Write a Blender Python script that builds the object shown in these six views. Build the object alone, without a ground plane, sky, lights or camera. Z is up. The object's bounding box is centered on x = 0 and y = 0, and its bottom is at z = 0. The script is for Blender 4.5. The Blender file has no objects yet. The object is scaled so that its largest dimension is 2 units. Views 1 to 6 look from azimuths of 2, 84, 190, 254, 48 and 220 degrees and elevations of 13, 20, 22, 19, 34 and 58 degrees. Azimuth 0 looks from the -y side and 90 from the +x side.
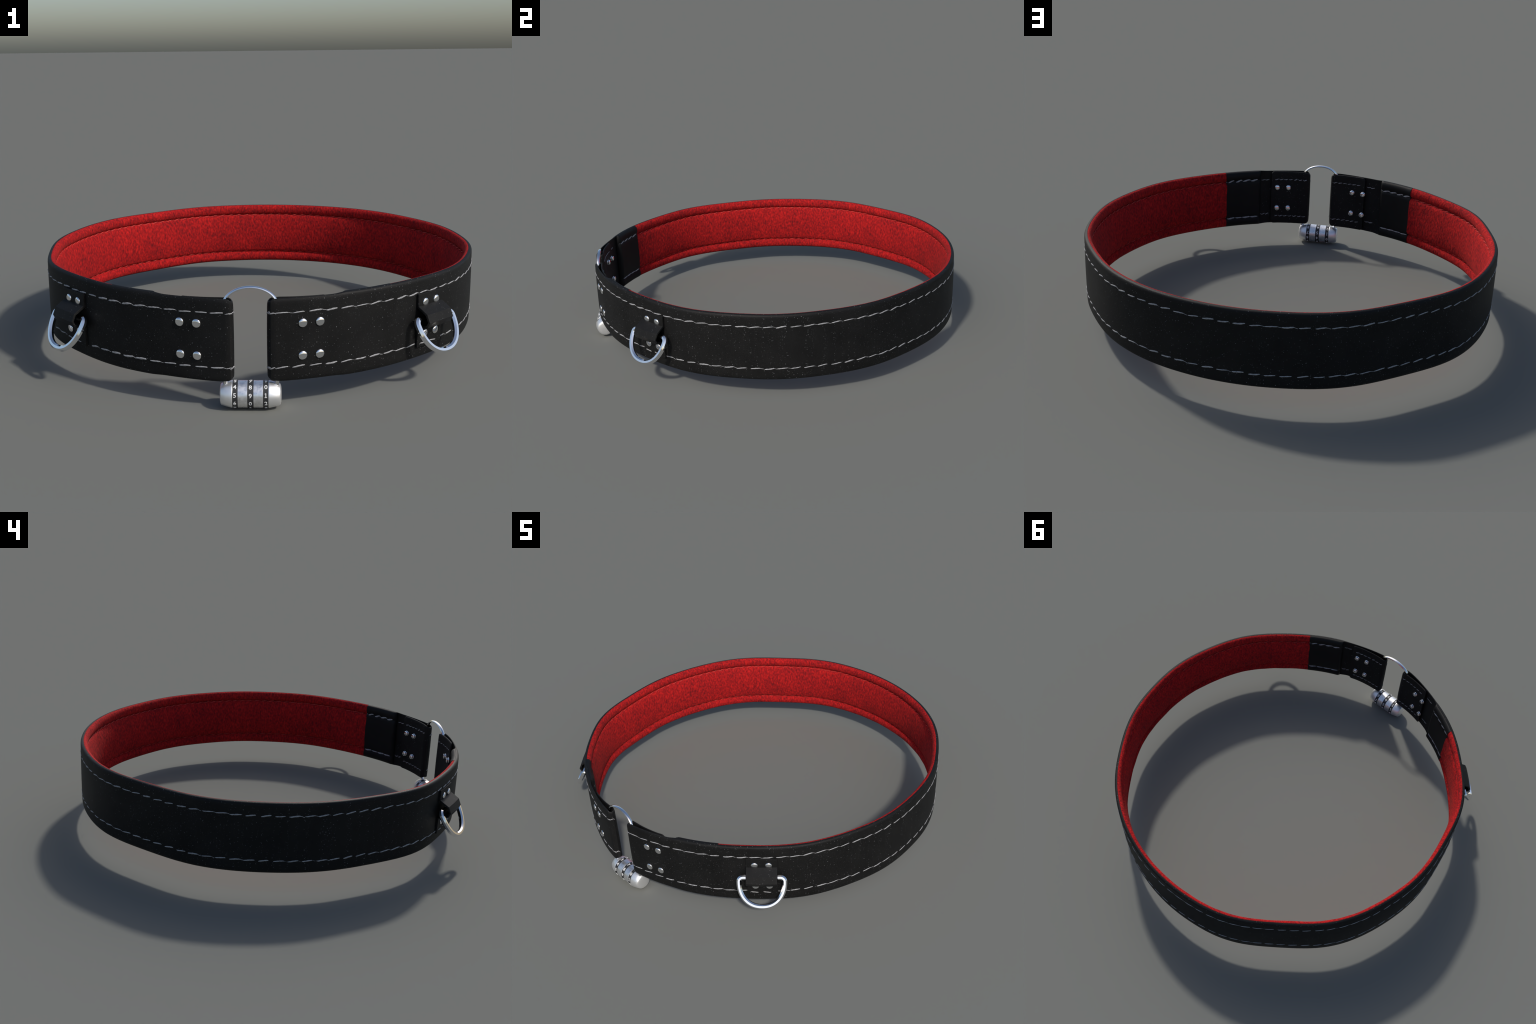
"""A wide black leather collar with a red padded lining, two D-rings on leather
tabs, riveted fold-over ends and a three-dial combination padlock."""
import bpy, bmesh, math, random
from mathutils import Vector, Matrix, noise

rng = random.Random(7)
COLL = bpy.context.scene.collection

# ------------------------------------------------------------------ dimensions
Z_MID = 0.2688              # mid height of the band
HALF = 0.1645               # half height of the padded part
HALF_END = 0.1600           # half height of the unpadded ends
EDGE = 0.0148               # how far the top and bottom edges roll inwards
T_LEATHER = 0.0080          # leather thickness
FOLD_R = 0.0210             # outer radius of the fold around the shackle
X_FOLD_R, X_FOLD_L = 0.0815, -0.0890
STITCH_Z = (0.3740, 0.1635)

# plan of the outer face: radius every 11.25 degrees, counter-clockwise from +x
RADII = [0.9742, 0.9752, 0.9815, 0.9789, 0.9861, 0.9941, 0.9960, 0.9955,
         0.9957, 0.9964, 0.9955, 0.9803, 0.9807, 0.9895, 0.9825, 0.9764,
         0.9719, 0.9664, 0.9780, 0.9762, 0.9663, 0.9692, 0.9685, 0.9758,
         0.9790, 0.9647, 0.9543, 0.9479, 0.9488, 0.9607, 0.9651, 0.9692]


# ------------------------------------------------------------------ plan curve
def _harmonics(r):
    n = len(r)
    out = []
    for k in range(n // 2 + 1):
        a = sum(r[i] * math.cos(2 * math.pi * k * i / n) for i in range(n)) / n
        b = sum(r[i] * math.sin(2 * math.pi * k * i / n) for i in range(n)) / n
        f = 1 if k in (0, n // 2) else 2
        out.append((a * f, b * f))
    return out


HARM = _harmonics(RADII)


def plan_point(th):
    r = sum(a * math.cos(k * th) + b * math.sin(k * th) for k, (a, b) in enumerate(HARM))
    return Vector((r * math.cos(th), r * math.sin(th)))


def _theta_at_x(x):
    lo, hi = math.radians(-110), math.radians(-70)
    for _ in range(60):
        m = (lo + hi) / 2
        if plan_point(m).x < x:
            lo = m
        else:
            hi = m
    return lo


TH0 = _theta_at_x(X_FOLD_R)
TH1 = _theta_at_x(X_FOLD_L) + 2 * math.pi
NPLAN = 3000
PLAN = [plan_point(TH0 + (TH1 - TH0) * i / NPLAN) for i in range(NPLAN + 1)]
ARC = [0.0]
for i in range(NPLAN):
    ARC.append(ARC[-1] + (PLAN[i + 1] - PLAN[i]).length)
LEN = ARC[-1]


def frame(s):
    """Point, unit tangent (counter-clockwise) and outward normal at arc length s."""
    s = min(max(s, 0.0), LEN)
    lo, hi = 0, NPLAN
    while hi - lo > 1:
        m = (lo + hi) // 2
        if ARC[m] <= s:
            lo = m
        else:
            hi = m
    f = (s - ARC[lo]) / (ARC[lo + 1] - ARC[lo])
    p = PLAN[lo].lerp(PLAN[lo + 1], f)
    a, b = max(0, lo - 6), min(NPLAN, lo + 7)
    t = (PLAN[b] - PLAN[a]).normalized()
    return p, t, Vector((t.y, -t.x))


def s_nearest(x, y):
    q = Vector((x, y))
    i = min(range(NPLAN + 1), key=lambda j: (PLAN[j] - q).length_squared)
    return ARC[i]


def s_at_x(x, left=False):
    """Arc length on the front half where the plan has this x."""
    rngi = range(NPLAN, NPLAN // 2, -1) if left else range(0, NPLAN // 2)
    best = min((i for i in rngi if PLAN[i].y < 0), key=lambda j: abs(PLAN[j].x - x))
    return ARC[best]


def smooth(a, b, x):
    t = min(max((x - a) / (b - a), 0.0), 1.0)
    return t * t * (3 - 2 * t)


# ------------------------------------------------------------------ node helpers
def new_mat(name):
    m = bpy.data.materials.new(name)
    m.use_nodes = True
    nt = m.node_tree
    return m, nt, nt.nodes["Principled BSDF"]


def node(nt, kind, **kw):
    n = nt.nodes.new(kind)
    for k, v in kw.items():
        if k in n.inputs:
            n.inputs[k].default_value = v
        else:
            setattr(n, k, v)
    return n


def ramp(nt, src, stops, interp="LINEAR"):
    r = nt.nodes.new("ShaderNodeValToRGB")
    r.color_ramp.interpolation = interp
    el = r.color_ramp.elements
    while len(el) < len(stops):
        el.new(0.5)
    for e, (p, c) in zip(el, stops):
        e.position = p
        e.color = (*c, 1) if len(c) == 3 else c
    nt.links.new(src, r.inputs[0])
    return r


def g(v):
    return (v, v, v)


def mat_leather(name, base=0.0068, specks=1.0):
    m, nt, p = new_mat(name)
    L = nt.links.new
    co = node(nt, "ShaderNodeTexCoord")
    # fine grain
    n1 = node(nt, "ShaderNodeTexNoise", Scale=9.0, Detail=4.0)
    L(co.outputs["Object"], n1.inputs["Vector"])
    tone = ramp(nt, n1.outputs["Fac"], [(0.3, g(base * 0.75)), (0.7, g(base * 1.3))])
    # glints off the leather pores, painted as pale specks; brightness varies per voronoi cell
    vo = node(nt, "ShaderNodeTexVoronoi", Scale=150.0)
    L(co.outputs["Object"], vo.inputs["Vector"])
    dot = ramp(nt, vo.outputs["Distance"], [(0.0, g(1)), (0.15, g(1)), (0.27, g(0))])
    sep = node(nt, "ShaderNodeSeparateColor")
    L(vo.outputs["Color"], sep.inputs[0])
    pick = ramp(nt, sep.outputs[0], [(0.45, g(0)), (0.70, g(0.05)), (0.90, g(0.15)), (0.97, g(0.42)), (1.0, g(0.75))])
    mul = node(nt, "ShaderNodeMath", operation="MULTIPLY")
    L(dot.outputs[0], mul.inputs[0])
    L(pick.outputs[0], mul.inputs[1])
    sca = node(nt, "ShaderNodeMath", operation="MULTIPLY")
    L(mul.outputs[0], sca.inputs[0])
    sca.inputs[1].default_value = specks
    mix = node(nt, "ShaderNodeMix", data_type="RGBA")
    L(sca.outputs[0], mix.inputs["Factor"])
    L(tone.outputs[0], mix.inputs[6])
    mix.inputs[7].default_value = (0.30, 0.31, 0.32, 1)
    L(mix.outputs[2], p.inputs["Base Color"])
    p.inputs["Roughness"].default_value = 0.58
    p.inputs["Specular IOR Level"].default_value = 0.19
    n2 = node(nt, "ShaderNodeTexNoise", Scale=260.0, Detail=3.0)
    L(co.outputs["Object"], n2.inputs["Vector"])
    bp = node(nt, "ShaderNodeBump", Strength=0.25, Distance=0.002)
    L(n2.outputs["Fac"], bp.inputs["Height"])
    L(bp.outputs[0], p.inputs["Normal"])
    return m


def mat_suede():
    m, nt, p = new_mat("red_suede")
    L = nt.links.new
    co = node(nt, "ShaderNodeTexCoord")
    mp = node(nt, "ShaderNodeMapping")
    mp.inputs["Scale"].default_value = (1, 1, 0.55)
    L(co.outputs["Object"], mp.inputs[0])
    fine = node(nt, "ShaderNodeTexNoise", Scale=118.0, Detail=1.5, Roughness=0.5)
    L(mp.outputs[0], fine.inputs["Vector"])
    broad = node(nt, "ShaderNodeTexNoise", Scale=9.0, Detail=3.0)
    L(co.outputs["Object"], broad.inputs["Vector"])
    mulb = node(nt, "ShaderNodeMath", operation="MULTIPLY_ADD")
    L(broad.outputs["Fac"], mulb.inputs[0])
    mulb.inputs[1].default_value = 0.26
    mulb.inputs[2].default_value = -0.13
    add = node(nt, "ShaderNodeMath", operation="ADD")
    L(fine.outputs["Fac"], add.inputs[0])
    L(mulb.outputs[0], add.inputs[1])
    col = ramp(nt, add.outputs[0], [(0.24, (0.13, 0.008, 0.010)), (0.40, (0.235, 0.009, 0.011)),
                                    (0.55, (0.335, 0.0105, 0.011)), (0.74, (0.50, 0.015, 0.014))])
    L(col.outputs[0], p.inputs["Base Color"])
    p.inputs["Roughness"].default_value = 0.9
    p.inputs["Specular IOR Level"].default_value = 0.1
    p.inputs["Sheen Weight"].default_value = 0.05
    p.inputs["Sheen Roughness"].default_value = 0.5
    p.inputs["Sheen Tint"].default_value = (1.0, 0.25, 0.2, 1)
    bp = node(nt, "ShaderNodeBump", Strength=0.5, Distance=0.004)
    L(fine.outputs["Fac"], bp.inputs["Height"])
    L(bp.outputs[0], p.inputs["Normal"])
    return m


def mat_thread(name, c):
    m, nt, p = new_mat(name)
    L = nt.links.new
    co = node(nt, "ShaderNodeTexCoord")
    n1 = node(nt, "ShaderNodeTexNoise", Scale=160.0, Detail=2.0)
    L(co.outputs["Object"], n1.inputs["Vector"])
    col = ramp(nt, n1.outputs["Fac"], [(0.3, tuple(v * 0.6 for v in c)), (0.62, c)])
    L(col.outputs[0], p.inputs["Base Color"])
    p.inputs["Roughness"].default_value = 0.55
    p.inputs["Specular IOR Level"].default_value = 0.35
    return m


def mat_metal(name, tint, rough, cloud=0.0, metallic=1.0):
    m, nt, p = new_mat(name)
    L = nt.links.new
    p.inputs["Metallic"].default_value = metallic
    p.inputs["Base Color"].default_value = (*tint, 1)
    p.inputs["Roughness"].default_value = rough
    co = node(nt, "ShaderNodeTexCoord")
    n1 = node(nt, "ShaderNodeTexNoise", Scale=70.0, Detail=5.0, Roughness=0.65)
    L(co.outputs["Object"], n1.inputs["Vector"])
    rr = ramp(nt, n1.outputs["Fac"], [(0.3, g(max(rough - 0.05 - cloud * 0.25, 0.02))), (0.7, g(rough + 0.04 + cloud * 0.4))])
    L(rr.outputs[0], p.inputs["Roughness"])
    if cloud:
        cc = ramp(nt, n1.outputs["Fac"], [(0.32, tuple(v * 0.86 for v in tint)), (0.62, tint)])
        L(cc.outputs[0], p.inputs["Base Color"])
    return m


def mat_paint(name, c, rough):
    m, nt, p = new_mat(name)
    L = nt.links.new
    co = node(nt, "ShaderNodeTexCoord")
    n1 = node(nt, "ShaderNodeTexNoise", Scale=120.0, Detail=3.0)
    L(co.outputs["Object"], n1.inputs["Vector"])
    cc = ramp(nt, n1.outputs["Fac"], [(0.3, tuple(v * 0.85 for v in c)), (0.7, c)])
    L(cc.outputs[0], p.inputs["Base Color"])
    p.inputs["Roughness"].default_value = rough
    return m


LEATHER = mat_leather("black_leather")
LEATHER_SMOOTH = mat_leather("smooth_black_leather", base=0.0055, specks=0.0)
TAB_LEATHER = mat_leather("tab_leather", base=0.0072, specks=0.6)
SUEDE = mat_suede()
THREAD = mat_thread("grey_thread", (0.35, 0.35, 0.36))
RED_THREAD = mat_thread("red_thread", (0.58, 0.045, 0.035))
CHROME = mat_metal("chrome", (0.90, 0.90, 0.91), 0.08)
CAP_STEEL = mat_metal("brushed_cap_steel", (0.95, 0.95, 0.95), 0.42, metallic=0.86)
DIAL_STEEL = mat_metal("worn_dial_steel", (0.92, 0.92, 0.93), 0.33, cloud=0.26, metallic=0.92)
DIAL_BLACK = mat_paint("black_dial_paint", (0.028, 0.028, 0.029), 0.5)
DIGIT_WHITE = mat_paint("white_digit_paint", (0.85, 0.85, 0.84), 0.5)


# ------------------------------------------------------------------ mesh helpers
def empty(name, loc=(0, 0, 0)):
    o = bpy.data.objects.new(name, None)
    o.empty_display_size = 0.05
    o.location = loc
    COLL.objects.link(o)
    return o


def finish(me, mat, angle=35):
    if mat is not None:
        me.materials.append(mat)
    bm = bmesh.new()
    bm.from_mesh(me)
    bmesh.ops.recalc_face_normals(bm, faces=bm.faces)
    bm.to_mesh(me)
    bm.free()
    me.polygons.foreach_set("use_smooth", [True] * len(me.polygons))
    me.set_sharp_from_angle(angle=math.radians(angle))
    me.update()
    return me


def add_obj(name, me, parent=None, mtx=None):
    o = bpy.data.objects.new(name, me)
    COLL.objects.link(o)
    if parent is not None:
        o.parent = parent
    if mtx is not None:
        o.matrix_local = mtx
    return o


def loft(name, rings, mat, closed_path=False, angle=35, cap=True):
    """Skin closed cross-section rings (lists of 3D points) into a solid."""
    me = bpy.data.meshes.new(name)
    k = len(rings[0])
    verts = [p for r in rings for p in r]
    faces = []
    n = len(rings)
    for i in range(n if closed_path else n - 1):
        a, b = i * k, ((i + 1) % n) * k
        for j in range(k):
            j2 = (j + 1) % k
            faces.append((a + j, a + j2, b + j2, b + j))
    if cap and not closed_path:
        faces.append(tuple(range(k)))
        faces.append(tuple((n - 1) * k + j for j in reversed(range(k))))
    me.from_pydata([tuple(v) for v in verts], [], faces)
    return finish(me, mat, angle)


def lathe(name, prof, mat, seg=40, angle=35):
    """Revolve (axial, radius) pairs round local z; ends on the axis are closed."""
    rings = []
    for z, r in prof:
        r = max(r, 1e-5)
        rings.append([(r * math.cos(2 * math.pi * j / seg), r * math.sin(2 * math.pi * j / seg), z) for j in range(seg)])
    return loft(name, rings, mat, angle=angle)


def tube(pts, radius, seg=10, squash=None):
    """Rings along a 3D polyline; radius may be a function of the fraction along it."""
    rings = []
    n = len(pts)
    for i, p in enumerate(pts):
        t = (pts[min(i + 1, n - 1)] - pts[max(i - 1, 0)]).normalized()
        up = Vector(squash[0]) if squash else (Vector((0, 0, 1)) if abs(t.z) < 0.9 else Vector((1, 0, 0)))
        a = (up - t * up.dot(t)).normalized()
        b = t.cross(a)
        r = radius(i / (n - 1)) if callable(radius) else radius
        sa, sb = (squash[1], squash[2]) if squash else (1, 1)
        rings.append([p + a * (r * sa * math.cos(2 * math.pi * j / seg)) + b * (r * sb * math.sin(2 * math.pi * j / seg)) for j in range(seg)])
    return rings


# ------------------------------------------------------------------ the collar
collar = empty("leather_collar")
collar["label"] = "wide black leather collar with red lining, D-rings and combination padlock"
collar["category"] = "collar"

S_FLAP_R = s_at_x(0.285)
S_FLAP_L = LEN - (LEN - s_at_x(-0.274, left=True))
S_PAD_R = s_at_x(0.347)
S_PAD_L = s_at_x(-0.372, left=True)
S_RED_R = s_nearest(0.532, -0.785)
S_RED_L = s_nearest(-0.553, -0.797)


def sheet_section(half, edge, t, edge_h):
    """Closed (n, z-offset) outline of one leather sheet; n = 0 is the outer face."""
    out = []
    prof = [(1.0, 0.0), (0.66, 0.05), (0.36, 0.14), (0.16, 0.32), (0.04, 0.60), (0.0, 1.0)]
    for f, h in prof:
        out.append((-edge * f, half - edge_h * h))
    zs = half - edge_h
    for k in range(1, 12):
        out.append((0.0012 * math.sin(math.pi * k / 12), zs - 2 * zs * k / 12))
    for f, h in reversed(prof):
        out.append((-edge * f, -half + edge_h * h))
    back = max(t, edge + 0.0015)
    inner = [(-back, -half + 0.0025), (-t, -half + edge_h * 0.9)]
    out += inner + [(-t, -zs * 0.4), (-t, zs * 0.4)] + [(n, -z) for n, z in reversed(inner)]
    return out


def flap_gap(d):
    """Distance between the outer faces of strap and flap, d along from the fold."""
    f = min(d / 0.165, 1.0)
    f = f + 0.12 * math.sin(math.pi * f)
    return 2 * FOLD_R + (0.0236 - 2 * FOLD_R) * min(f, 1.0)


def build_strap():
    rings = []
    R = FOLD_R

    def put(p, nrm, half, edge, t, edge_h):
        rings.append([(p.x + nrm.x * n, p.y + nrm.y * n, Z_MID - 0.0008 + z) for n, z in sheet_section(half, edge, t, edge_h)])

    def flap(side, s_end):
        ds = s_end if side > 0 else LEN - s_end
        steps = 26
        seq = []
        for i in range(steps + 1):
            d = ds * (1 - (i / steps)) if i else ds
            # denser near the free end for the rounded corners
            seq.append(d)
        seq = sorted(set(seq + [ds - c for c in (0.0012, 0.003, 0.006, 0.010, 0.014, 0.018)]), reverse=True)
        res = []
        for d in seq:
            s = d if side > 0 else LEN - d
            p, t, nrm = frame(s)
            gap = flap_gap(d)
            e = ds - d
            rc = 0.018
            half = HALF_END - 0.001
            if e < rc:
                half -= rc - math.sqrt(max(rc * rc - (rc - e) ** 2, 0))
            pinch = smooth(0.03, 0.0, d)
            res.append((p - nrm * gap, -nrm, half - 0.002 * pinch, 0.006, T_LEATHER, 0.016))
        return res

    for a in flap(+1, S_FLAP_R):
        put(*a)

    def fold(side):
        p, t, nrm = frame(0.0 if side > 0 else LEN)
        c = p - nrm * R
        tip = -t if side > 0 else t
        res = []
        for k in range(1, 6):
            ph = math.pi * k / 6
            d = -nrm * math.cos(ph) + tip * math.sin(ph)
            res.append((c + d * R, d, HALF_END - 0.003 - 0.010 * math.sin(ph) ** 2, 0.006, T_LEATHER, 0.018))
        return res

    for a in fold(+1):
        put(*a)
    n = 620
    for i in range(n + 1):
        s = LEN * i / n
        p, t, nrm = frame(s)
        pad = smooth(S_PAD_R - 0.05, S_PAD_R + 0.02, s) * (1 - smooth(S_PAD_L - 0.02, S_PAD_L + 0.05, s))
        near = max(smooth(0.03, 0.0, s), smooth(LEN - 0.03, LEN, s))
        half = HALF_END + (HALF - HALF_END) * pad - 0.002 * near
        edge = 0.0085 + (EDGE - 0.0085) * pad
        wob = 0.0007 * noise.noise(Vector((p.x * 5, p.y * 5, 3.1)))
        put(p + nrm * wob, nrm, half, edge, T_LEATHER, 0.024 - 0.006 * pad)
    for a in reversed(fold(-1)):
        put(*a)
    for a in reversed(flap(-1, S_FLAP_L)):
        put(*a)
    return add_obj("leather_strap", loft("leather_strap", rings, LEATHER, angle=28), collar)


strap = build_strap()

# half profile of the padded lining, (n, height above mid) from the top edge inwards
LINING_TOP = [(-0.0125, 0.1600), (-0.0160, 0.1626), (-0.0205, 0.1622), (-0.0255, 0.1596), (-0.0300, 0.1550),
              (-0.0330, 0.1485), (-0.0345, 0.1410), (-0.0345, 0.1335), (-0.0330, 0.1255), (-0.0295, 0.1180),
              (-0.0245, 0.1125), (-0.0188, 0.1098), (-0.0228, 0.1068), (-0.0285, 0.1040), (-0.0325, 0.0990),
              (-0.0352, 0.0905), (-0.0400, 0.0720), (-0.0440, 0.0430), (-0.0456, 0.0140)]
PATCH_TOP = [(-0.0125, 0.1600), (-0.0165, 0.1632), (-0.0212, 0.1632), (-0.0268, 0.1608), (-0.0318, 0.1560),
             (-0.0350, 0.1490), (-0.0364, 0.1410), (-0.0364, 0.1335), (-0.0352, 0.1255), (-0.0325, 0.1190),
             (-0.0300, 0.1150), (-0.0285, 0.1120), (-0.0300, 0.1090), (-0.0325, 0.1040), (-0.0350, 0.0980),
             (-0.0364, 0.0900), (-0.0408, 0.0720), (-0.0446, 0.0430), (-0.0460, 0.0140)]


def lining_ring(s, top, grow=1.0, wob=0.0, bulge=1.0):
    p, t, nrm = frame(s)
    prof = top + [(n, -z) for n, z in reversed(top)]
    back = [(-0.0100, -0.150), (-0.0100, 0.0), (-0.0100, 0.150)]
    ring = []
    for n, z in prof:
        if abs(z) < 0.0905:
            n = -0.0353 + (n + 0.0353) * bulge
        n2 = -0.0125 + (n + 0.0125) * grow
        if wob:
            q = Vector((p.x * 14, p.y * 14, z * 16))
            n2 += wob * noise.noise(q) * smooth(-0.016, -0.030, n)
        ring.append((p.x + nrm.x * n2, p.y + nrm.y * n2, Z_MID + z))
    for n, z in back:
        ring.append((p.x + nrm.x * n, p.y + nrm.y * n, Z_MID + z))
    return ring


def build_lining():
    n = 560
    rings = []
    for i in range(n + 1):
        s = S_RED_R + (S_RED_L - S_RED_R) * i / n
        far = min(s - S_RED_R, S_RED_L - s)
        rings.append(lining_ring(s, LINING_TOP, wob=0.0016, bulge=0.25 + 0.75 * smooth(0.0, 0.45, far)))
    return add_obj("red_lining", loft("red_lining", rings, SUEDE, angle=60), collar)


build_lining()


def build_patch(s_in, s_out):
    """Smooth leather patch that covers the cut end of the lining."""
    n = 26
    rings = []
    for i in range(n + 1):
        s = s_in + (s_out - s_in) * i / n
        e = abs(s_out - s)
        e2 = abs(s - s_in)
        gr = 1.0 if e > 0.016 else 0.42 + 0.58 * math.sqrt(max(1 - (1 - e / 0.016) ** 2, 0))
        if e2 < 0.003:
            gr -= 0.02 * (1 - e2 / 0.003)
        rings.append(lining_ring(s, PATCH_TOP, grow=gr, bulge=0.25))
    return add_obj("lining_end_patch", loft("lining_end_patch", rings, LEATHER_SMOOTH, angle=50), collar)


build_patch(S_RED_R + 0.002, S_PAD_R)
build_patch(S_RED_L - 0.002, S_PAD_L)


# ------------------------------------------------------------------ stitches
def stitch_mesh(name, length, rad, tail, seed, mat, slant=0.0019):
    """One thread stitch along local x, z outwards: a slanting fat body, then a thin sunk tail to the next one."""
    r = random.Random(seed)
    pts, rads = [], []
    h = length / 2
    a = slant * r.uniform(0.7, 1.4)
    bow = r.uniform(-0.0010, 0.0012)
    sink = r.uniform(-0.0014, 0.0005)
    n1, n2 = 12, 7
    pts.append(Vector((-h - 0.005, -a + r.uniform(-0.002, 0.0025), -0.0014)))
    rads.append(rad * 0.30)
    for i in range(n1 + 1):
        f = i / n1
        k = math.sin(math.pi * min(max(f, 0.03), 0.97)) ** 0.35
        pts.append(Vector((-h + length * f, -a + 2 * a * smooth(0, 1, f) + bow * math.sin(math.pi * f) + r.uniform(-0.0004, 0.0004),
                           -0.0010 + 0.0020 * k)))
        rads.append(rad * (0.42 + 0.58 * k) * (1 + 0.10 * math.sin(5.2 * i + seed)))
    for i in range(1, n2 + 1):
        f = i / n2
        pts.append(Vector((h + tail * f, a - 2.3 * a * smooth(0, 1, f) + r.uniform(-0.0005, 0.0005), sink - 0.0006 * f)))
        rads.append(rad * (0.42 - 0.12 * f))
    rings = tube(pts, lambda f: rads[round(f * (len(rads) - 1))], 8, squash=((0, 0, 1), 0.6, 1.0))
    return loft(name, rings, mat, angle=60)


def place(p, t, nrm, z, n_off, flip=1):
    """Matrix with x along the band, z outwards, at height z."""
    ax = Vector((t.x, t.y, 0)) * flip
    az = Vector((nrm.x, nrm.y, 0))
    ay = az.cross(ax)
    o = Vector((p.x, p.y, 0)) + az * n_off
    o.z = z
    return Matrix(((ax.x, ay.x, az.x, o.x), (ax.y, ay.y, az.y, o.y), (ax.z, ay.z, az.z, o.z), (0, 0, 0, 1)))


stitch_group = empty("stitching")
stitch_group.parent = collar
OUTER_ST = [stitch_mesh("stitch", 0.042, 0.0029, 0.019, k, THREAD) for k in range(8)]
THICK_ST = [stitch_mesh("stitch", 0.043, 0.0033, 0.016, 100 + k, THREAD, 0.0014) for k in range(5)]
FINE_ST = [stitch_mesh("stitch", 0.018, 0.0023, 0.006, 20 + k, THREAD) for k in range(4)]
PATCH_ST = [stitch_mesh("stitch", 0.036, 0.0041, 0.014, 40 + k, THREAD, 0.0030) for k in range(4)]
TABS_S = (s_nearest(0.687, -0.655) + 0.0048, s_nearest(-0.718, -0.640))


def put_stitch(meshes, m, scale=1.0):
    me = rng.choice(meshes)
    sc = Matrix.Diagonal((rng.uniform(0.94, 1.06), rng.uniform(0.75, 1.2) * scale, 1.0, 1.0))
    rot = Matrix.Rotation(rng.gauss(0, 0.022), 4, "Z")
    return add_obj("stitch", me, stitch_group, m @ rot @ sc)


count = 94
pitch = (LEN - 0.004) / count
for z in STITCH_Z:
    ph = rng.uniform(0, 0.3)
    for i in range(count):
        s = -0.001 + (i + 0.5 + ph * 0.2) * pitch + rng.uniform(-0.0025, 0.0025)
        if min(abs(s - c) for c in TABS_S) < 0.068 and z < 0.3:
            continue
        p, t, nrm = frame(s)
        put_stitch(THICK_ST if s > LEN * 0.86 else OUTER_ST, place(p, t, nrm, z + rng.uniform(-0.0012, 0.0012), 0.0002))

# a short stitch runs on round each fold
for s, side in ((0.0, 1), (LEN, -1)):
    p, t, nrm = frame(s)
    for ang in (0.90, 0.66):
        ph = math.pi * ang
        d = -nrm * math.cos(ph) + (-t if side > 0 else t) * math.sin(ph)
        q = p - nrm * FOLD_R + d * (FOLD_R - 0.0006)
        for z in STITCH_Z:
            put_stitch(FINE_ST, place(q, Vector((-d.y, d.x)), d, z + rng.uniform(-0.001, 0.001), 0.0))

# fold-over flaps carry their own finer rows, visible from inside
for side, s_end in ((1, S_FLAP_R), (-1, S_FLAP_L)):
    ds = s_end if side > 0 else LEN - s_end
    k = int(ds / 0.0285)
    for z in (0.3795, 0.1560):
        for i in range(k):
            d = 0.008 + i * 0.0285 + rng.uniform(-0.001, 0.001)
            s = d if side > 0 else LEN - d
            p, t, nrm = frame(s)
            gap = flap_gap(d)
            put_stitch(FINE_ST, place(p - nrm * gap, t, -nrm, z, 0.0002), 0.9)
        # two more on the bare inner face of the strap beyond the flap
        for e in (0.022, 0.046):
            d = ds + e
            s = d if side > 0 else LEN - d
            p, t, nrm = frame(s)
            put_stitch(FINE_ST, place(p - nrm * T_LEATHER, t, -nrm, z - 0.006 if z > 0.3 else z + 0.008, 0.0003))

for s_in, s_out in ((S_RED_R, S_PAD_R), (S_RED_L, S_PAD_L)):
    span = abs(s_out - s_in) - 0.022
    sg = 1 if s_out > s_in else -1
    k = 4
    for z in (0.1115, -0.1115):
        for i in range(k):
            s = s_in + sg * (0.012 + span * (i + 0.35) / k)
            p, t, nrm = frame(s)
            m = place(p - nrm * 0.0290, t, -nrm, Z_MID + z, 0.0015)
            put_stitch(PATCH_ST, m @ Matrix.Rotation(rng.uniform(0.02, 0.16) * (1 if z > 0 else -1), 4, "Z"))


def build_lining_stitches():
    bm = bmesh.new()
    protos = [stitch_mesh("lining_stitching", 0.030, 0.0021, 0.012, 60 + k, RED_THREAD) for k in range(4)]
    n = int((S_RED_L - S_RED_R) / 0.0475)
    for z in (0.1068, -0.1068):
        for i in range(n):
            s = S_RED_R + 0.02 + (S_RED_L - S_RED_R - 0.04) * (i + 0.5) / n
            p, t, nrm = frame(s)
            m = place(p - nrm * (0.0262 if z > 0 else 0.0222), t, -nrm, Z_MID + z * (1 if z > 0 else 1.015), 0.0010) @ Matrix.Rotation(0.05 * (1 if z > 0 else -1), 4, "Z")
            tmp = bmesh.new()
            tmp.from_mesh(protos[rng.randrange(4)])
            bmesh.ops.transform(tmp, matrix=m, verts=tmp.verts)
            me = bpy.data.meshes.new("tmp")
            tmp.to_mesh(me)
            tmp.free()
            bm.from_mesh(me)
            bpy.data.meshes.remove(me)
    me = bpy.data.meshes.new("lining_stitching")
    bm.to_mesh(me)
    bm.free()
    for p_ in protos:
        bpy.data.meshes.remove(p_)
    o = add_obj("lining_stitching", finish(me, RED_THREAD, 60), collar)
    o["kind"] = "stuff"


build_lining_stitches()

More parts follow.
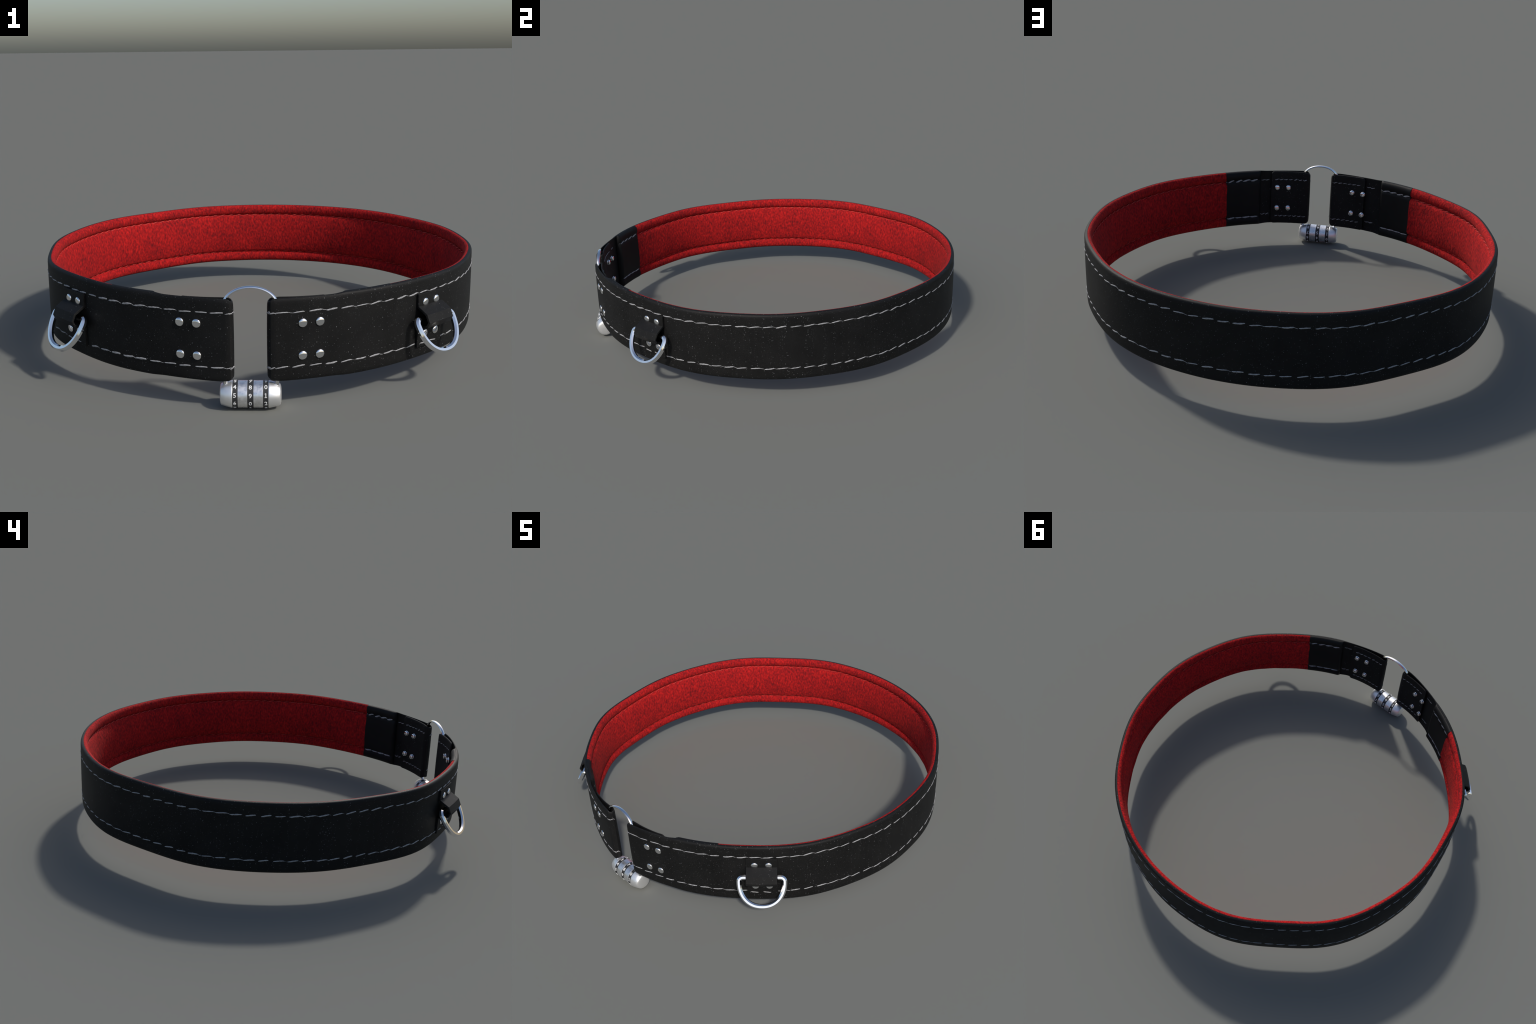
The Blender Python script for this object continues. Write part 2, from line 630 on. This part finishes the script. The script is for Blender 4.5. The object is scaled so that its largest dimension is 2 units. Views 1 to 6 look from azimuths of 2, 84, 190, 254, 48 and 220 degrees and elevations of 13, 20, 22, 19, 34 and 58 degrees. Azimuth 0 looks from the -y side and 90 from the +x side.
# ------------------------------------------------------------------ rivets
RIVET = lathe("rivet", [(-0.004, 0.0), (-0.004, 0.0150), (0.0008, 0.0170), (0.0020, 0.0172), (0.0036, 0.0163), (0.0054, 0.0137),
                        (0.0066, 0.0100), (0.0073, 0.0052), (0.0075, 0.0)], CHROME, 32, 60)
RIVET_BACK = lathe("rivet_back", [(-0.004, 0.0), (-0.004, 0.0135), (0.0015, 0.0148), (0.0035, 0.0142), (0.0045, 0.0122), (0.0075, 0.0120),
                                  (0.0088, 0.0136), (0.0108, 0.0138), (0.0128, 0.0120), (0.0144, 0.0080), (0.0150, 0.0)], CHROME, 28, 50)
for xs in ((0.188, 0.252), (-0.203, -0.266)):
    for x in xs:
        s = s_at_x(x, left=x < 0)
        p, t, nrm = frame(s)
        for z in (0.3312, 0.2062):
            add_obj("rivet", RIVET, collar, place(p, t, nrm, z, 0.0012))
            add_obj("rivet_back", RIVET_BACK, collar, place(p, t, -nrm, z, flap_gap(s if x > 0 else LEN - s)))

# ------------------------------------------------------------------ D-rings on leather tabs
TAB_W = 0.149
# outer face of the tab, (n, z) from the top edge down
TAB_PROFILE = [(0.0105, 0.3705), (0.0120, 0.3225), (0.0555, 0.2975), (0.0690, 0.2670), (0.0590, 0.2450),
               (0.0300, 0.2340), (0.0115, 0.2290), (0.0100, 0.1520)]


def build_tab_mesh():
    """Tab in a local frame: x along the band, y outwards, z up."""
    th = 0.0095
    pr = [Vector(q) for q in TAB_PROFILE]
    inner = []
    for i, q in enumerate(pr):
        a, b = pr[max(i - 1, 0)], pr[min(i + 1, len(pr) - 1)]
        d = (b - a).normalized()
        nrm = Vector((d.y, -d.x))          # to the inside of the loop
        inner.append(q + nrm * th)
    inner[0].y, inner[-1].y = pr[0].y, pr[-1].y
    for q in (inner[0], inner[1], inner[-1]):
        q.x = min(q.x, 0.001)
    ring = pr + inner[::-1]
    xs = [-TAB_W / 2 + TAB_W * i / 12 for i in range(13)]
    rings = []
    for x in xs:
        bend = -x * x / (2 * 0.96) * 0.6
        rings.append([(x, q.x + bend, q.y) for q in ring])
    me = loft("ring_tab", rings, TAB_LEATHER, angle=24)
    bm = bmesh.new()
    bm.from_mesh(me)
    ed = [e for e in bm.edges if len(e.link_faces) == 2 and e.calc_face_angle(0) > math.radians(60)]
    bmesh.ops.bevel(bm, geom=ed, offset=0.0014, segments=2, affect="EDGES", profile=0.5)
    bm.to_mesh(me)
    bm.free()
    me.polygons.foreach_set("use_smooth", [True] * len(me.polygons))
    me.set_sharp_from_angle(angle=math.radians(14))
    return me


def build_dring_mesh():
    """D outline in local x (width) and -z (hang), wire section nearly round."""
    hw, depth, rc = 0.109, 0.142, 0.020
    pts = []
    for i in range(9):                                   # straight bar
        pts.append(Vector((-(hw - rc) + 2 * (hw - rc) * i / 8, 0, 0)))
    for k in range(1, 7):                                # right corner
        a = math.pi / 2 - math.pi / 2 * k / 6
        pts.append(Vector((hw - rc + rc * math.cos(a), 0, -rc + rc * math.sin(a))))
    for k in range(1, 40):                               # bow
        a = math.pi * k / 40
        e = 0.92
        cx = math.copysign(abs(math.cos(a)) ** e, math.cos(a))
        pts.append(Vector((hw * cx, 0, -rc - (depth - rc) * math.sin(a) ** e)))
    for k in range(0, 6):                                # left corner
        a = math.pi - math.pi / 2 * k / 6
        pts.append(Vector((-(hw - rc) + rc * math.cos(a), 0, -rc + rc * math.sin(a))))
    n = len(pts)
    rings = []
    seg = 8
    for i, p in enumerate(pts):
        t = (pts[(i + 1) % n] - pts[i - 1]).normalized()
        a = Vector((0, 1, 0))
        b = t.cross(a)
        rings.append([p + a * (0.0126 * math.cos(2 * math.pi * (j + .5) / seg)) + b * (0.0124 * math.sin(2 * math.pi * (j + .5) / seg)) for j in range(seg)])
    return loft("d_ring", rings, CHROME, closed_path=True, angle=30)


TAB_ME, DRING_ME = build_tab_mesh(), build_dring_mesh()
SHORT_ST = [stitch_mesh("stitch", 0.034, 0.0026, 0.003, 80 + k, THREAD) for k in range(2)]
for s in TABS_S:
    p, t, nrm = frame(s)
    ax, az = Vector((t.x, t.y, 0)), Vector((nrm.x, nrm.y, 0))
    m = Matrix(((ax.x, az.x, 0, p.x), (ax.y, az.y, 0, p.y), (0, 0, 1, 0), (0, 0, 0, 1)))
    tab = add_obj("ring_tab", TAB_ME, collar, m)
    tilt = math.atan2(0.063, 0.114)
    add_obj("d_ring", DRING_ME, tab, Matrix.Translation((0, 0.027, 0.2755)) @ Matrix.Rotation(tilt, 4, "X"))
    to_out = Matrix(((1, 0, 0, 0), (0, 0, 1, 0), (0, -1, 0, 0), (0, 0, 0, 1)))
    for x in (-0.0335, 0.0335):
        for z in (0.3335, 0.2065):
            add_obj("rivet", RIVET, tab, Matrix.Translation((x, 0.0105, z)) @ Matrix(((-1, 0, 0, 0), (0, 0, 1, 0), (0, 1, 0, 0), (0, 0, 0, 1))))
    for x in (-0.040, 0.020):
        add_obj("stitch", SHORT_ST[x > 0], tab, Matrix.Translation((x, 0.0100, 0.1660)) @ Matrix(((-1, 0, 0, 0), (0, 0, 1, 0), (0, 1, 0, 0), (0, 0, 0, 1))))

# ------------------------------------------------------------------ combination padlock
LX, LY, LR = -0.0062, -0.9475, 0.0515
lock = empty("combination_padlock", (LX, LY, LR + 0.0009))
lock.parent = collar
ALONG_X = Matrix(((0, 0, 1, 0), (0, 1, 0, 0), (-1, 0, 0, 0), (0, 0, 0, 1)))   # local z -> x


def lock_part(name, prof, mat, angle=30):
    return add_obj(name, lathe(name, prof, mat, 64, angle), lock, ALONG_X)


def cap(sign):
    pr = [(0.0660, 0.0), (0.0660, 0.0508), (0.0680, 0.0514), (0.0715, 0.0514), (0.0920, 0.0462), (0.1092, 0.0408),
          (0.1122, 0.0372), (0.1142, 0.0285), (0.1154, 0.0150), (0.1158, 0.0)]
    return [(sign * x, r) for x, r in pr]


lock_part("lock_end_cap", cap(1), CAP_STEEL, 85)
lock_part("lock_end_cap", cap(-1), CAP_STEEL, 85)


def drum(x0, x1, r):
    return [(x0, 0.0), (x0, r - 0.0012), (x0 + 0.0008, r), (x1 - 0.0008, r), (x1, r - 0.0012), (x1, 0.0)]


BANDS = ((-0.0684, -0.0472, 5, 15.4), (-0.0107, 0.0112, 9, 13.4), (0.0476, 0.0680, 1, 15.4))
for x0, x1 in ((-0.0472, -0.0107), (0.0112, 0.0476)):
    lock_part("dial_sleeve", drum(x0, x1, LR), DIAL_STEEL)

GLYPHS = {}
for dgt in range(10):
    cu = bpy.data.curves.new("digit", "FONT")
    cu.body = str(dgt)
    cu.align_x, cu.align_y = "LEFT", "BOTTOM"
    cu.size = 1.0
    cu.resolution_u = 6
    cu.offset = 0.012
    ob = bpy.data.objects.new("digit_source", cu)
    COLL.objects.link(ob)
    dg = bpy.context.evaluated_depsgraph_get()
    me = bpy.data.meshes.new_from_object(ob.evaluated_get(dg))
    bpy.data.objects.remove(ob)
    bpy.data.curves.remove(cu)
    GLYPHS[dgt] = me


def digit_mesh(dgt):
    """Digit centred at the local origin, wrapped on the dial: x along the axis, bent about it."""
    bm = bmesh.new()
    bm.from_mesh(GLYPHS[dgt])
    xs = [v.co.x for v in bm.verts]
    ys = [v.co.y for v in bm.verts]
    k = 0.0166 / (max(ys) - min(ys))
    cx, cy = (max(xs) + min(xs)) / 2, (max(ys) + min(ys)) / 2
    for v in bm.verts:
        v.co = Vector(((v.co.x - cx) * k, (v.co.y - cy) * k, 0))
    if dgt == 1:                                        # foot and flag of the one
        hx = max(v.co.x for v in bm.verts)
        lo, hi = min(v.co.y for v in bm.verts), max(v.co.y for v in bm.verts)
        for quad in (((-0.0042, lo), (-hx, lo), (-hx, lo + 0.0020), (-0.0042, lo + 0.0020)),
                     ((hx, lo), (0.0042, lo), (0.0042, lo + 0.0020), (hx, lo + 0.0020)),
                     ((-0.0040, hi - 0.0040), (-hx, hi - 0.0022), (-hx, hi), (-0.0040, hi - 0.0020))):
            bm.faces.new([bm.verts.new((x, y, 0)) for x, y in quad])
    for v in bm.verts:
        v.co.x *= 1.06
    for i in range(-4, 5):
        bmesh.ops.bisect_plane(bm, geom=bm.verts[:] + bm.edges[:] + bm.faces[:], plane_co=(0, i * 0.0019, 0), plane_no=(0, 1, 0))
    bmesh.ops.triangulate(bm, faces=bm.faces)
    ex = bmesh.ops.extrude_face_region(bm, geom=bm.faces[:])
    top = {e for e in ex["geom"] if isinstance(e, bmesh.types.BMVert)}
    for v in bm.verts:
        r = LR + (0.0007 if v in top else -0.0006)
        a = v.co.y / LR
        v.co = Vector((v.co.x, -r * math.cos(a), r * math.sin(a)))
    me = bpy.data.meshes.new("digit")
    bm.to_mesh(me)
    bm.free()
    return finish(me, DIGIT_WHITE, 30)


DIGITS = {dgt: digit_mesh(dgt) for dgt in range(10)}
for me in GLYPHS.values():
    bpy.data.meshes.remove(me)
for x0, x1, front, el in BANDS:
    lock_part("number_dial", drum(x0, x1, LR - 0.0004), DIAL_BLACK)
    for dgt in range(10):
        phi = math.radians(el - (dgt - front) * 36.0)
        m = Matrix.Translation(((x0 + x1) / 2, 0, 0)) @ Matrix.Rotation(-phi, 4, "X")
        add_obj("digit", DIGITS[dgt], lock, m)


def build_shackle():
    """U-shaped wire through both folds; legs drop into the end caps."""
    xr, xl, y = 0.0925 - LX, -0.1000 - LX, -0.9545 - LY
    cx, a = (xr + xl) / 2, (xr - xl) / 2
    z_foot, z_spring, rise = 0.080 - LR, 0.400 - LR, 0.0655
    pts = [Vector((xl, y, z_foot + (z_spring - z_foot) * i / 12)) for i in range(12)]
    for k in range(37):
        an = math.pi - math.pi * k / 36
        pts.append(Vector((cx + a * math.cos(an), y + 0.006 * math.sin(an), z_spring + rise * math.sin(an))))
    pts += [Vector((xr, y, z_spring - (z_spring - z_foot) * i / 12)) for i in range(1, 13)]
    n = len(pts)
    rings = []
    for i, p in enumerate(pts):
        t = (pts[min(i + 1, n - 1)] - pts[max(i - 1, 0)]).normalized()
        av = Vector((0, 1, 0))
        b = t.cross(av).normalized()
        rb = 0.0084 - 0.0030 * abs(t.x)
        rings.append([p + av * (0.0084 * math.cos(2 * math.pi * j / 10)) + b * (rb * math.sin(2 * math.pi * j / 10)) for j in range(10)])
    return add_obj("shackle", loft("shackle", rings, CHROME, angle=30), lock)


build_shackle()
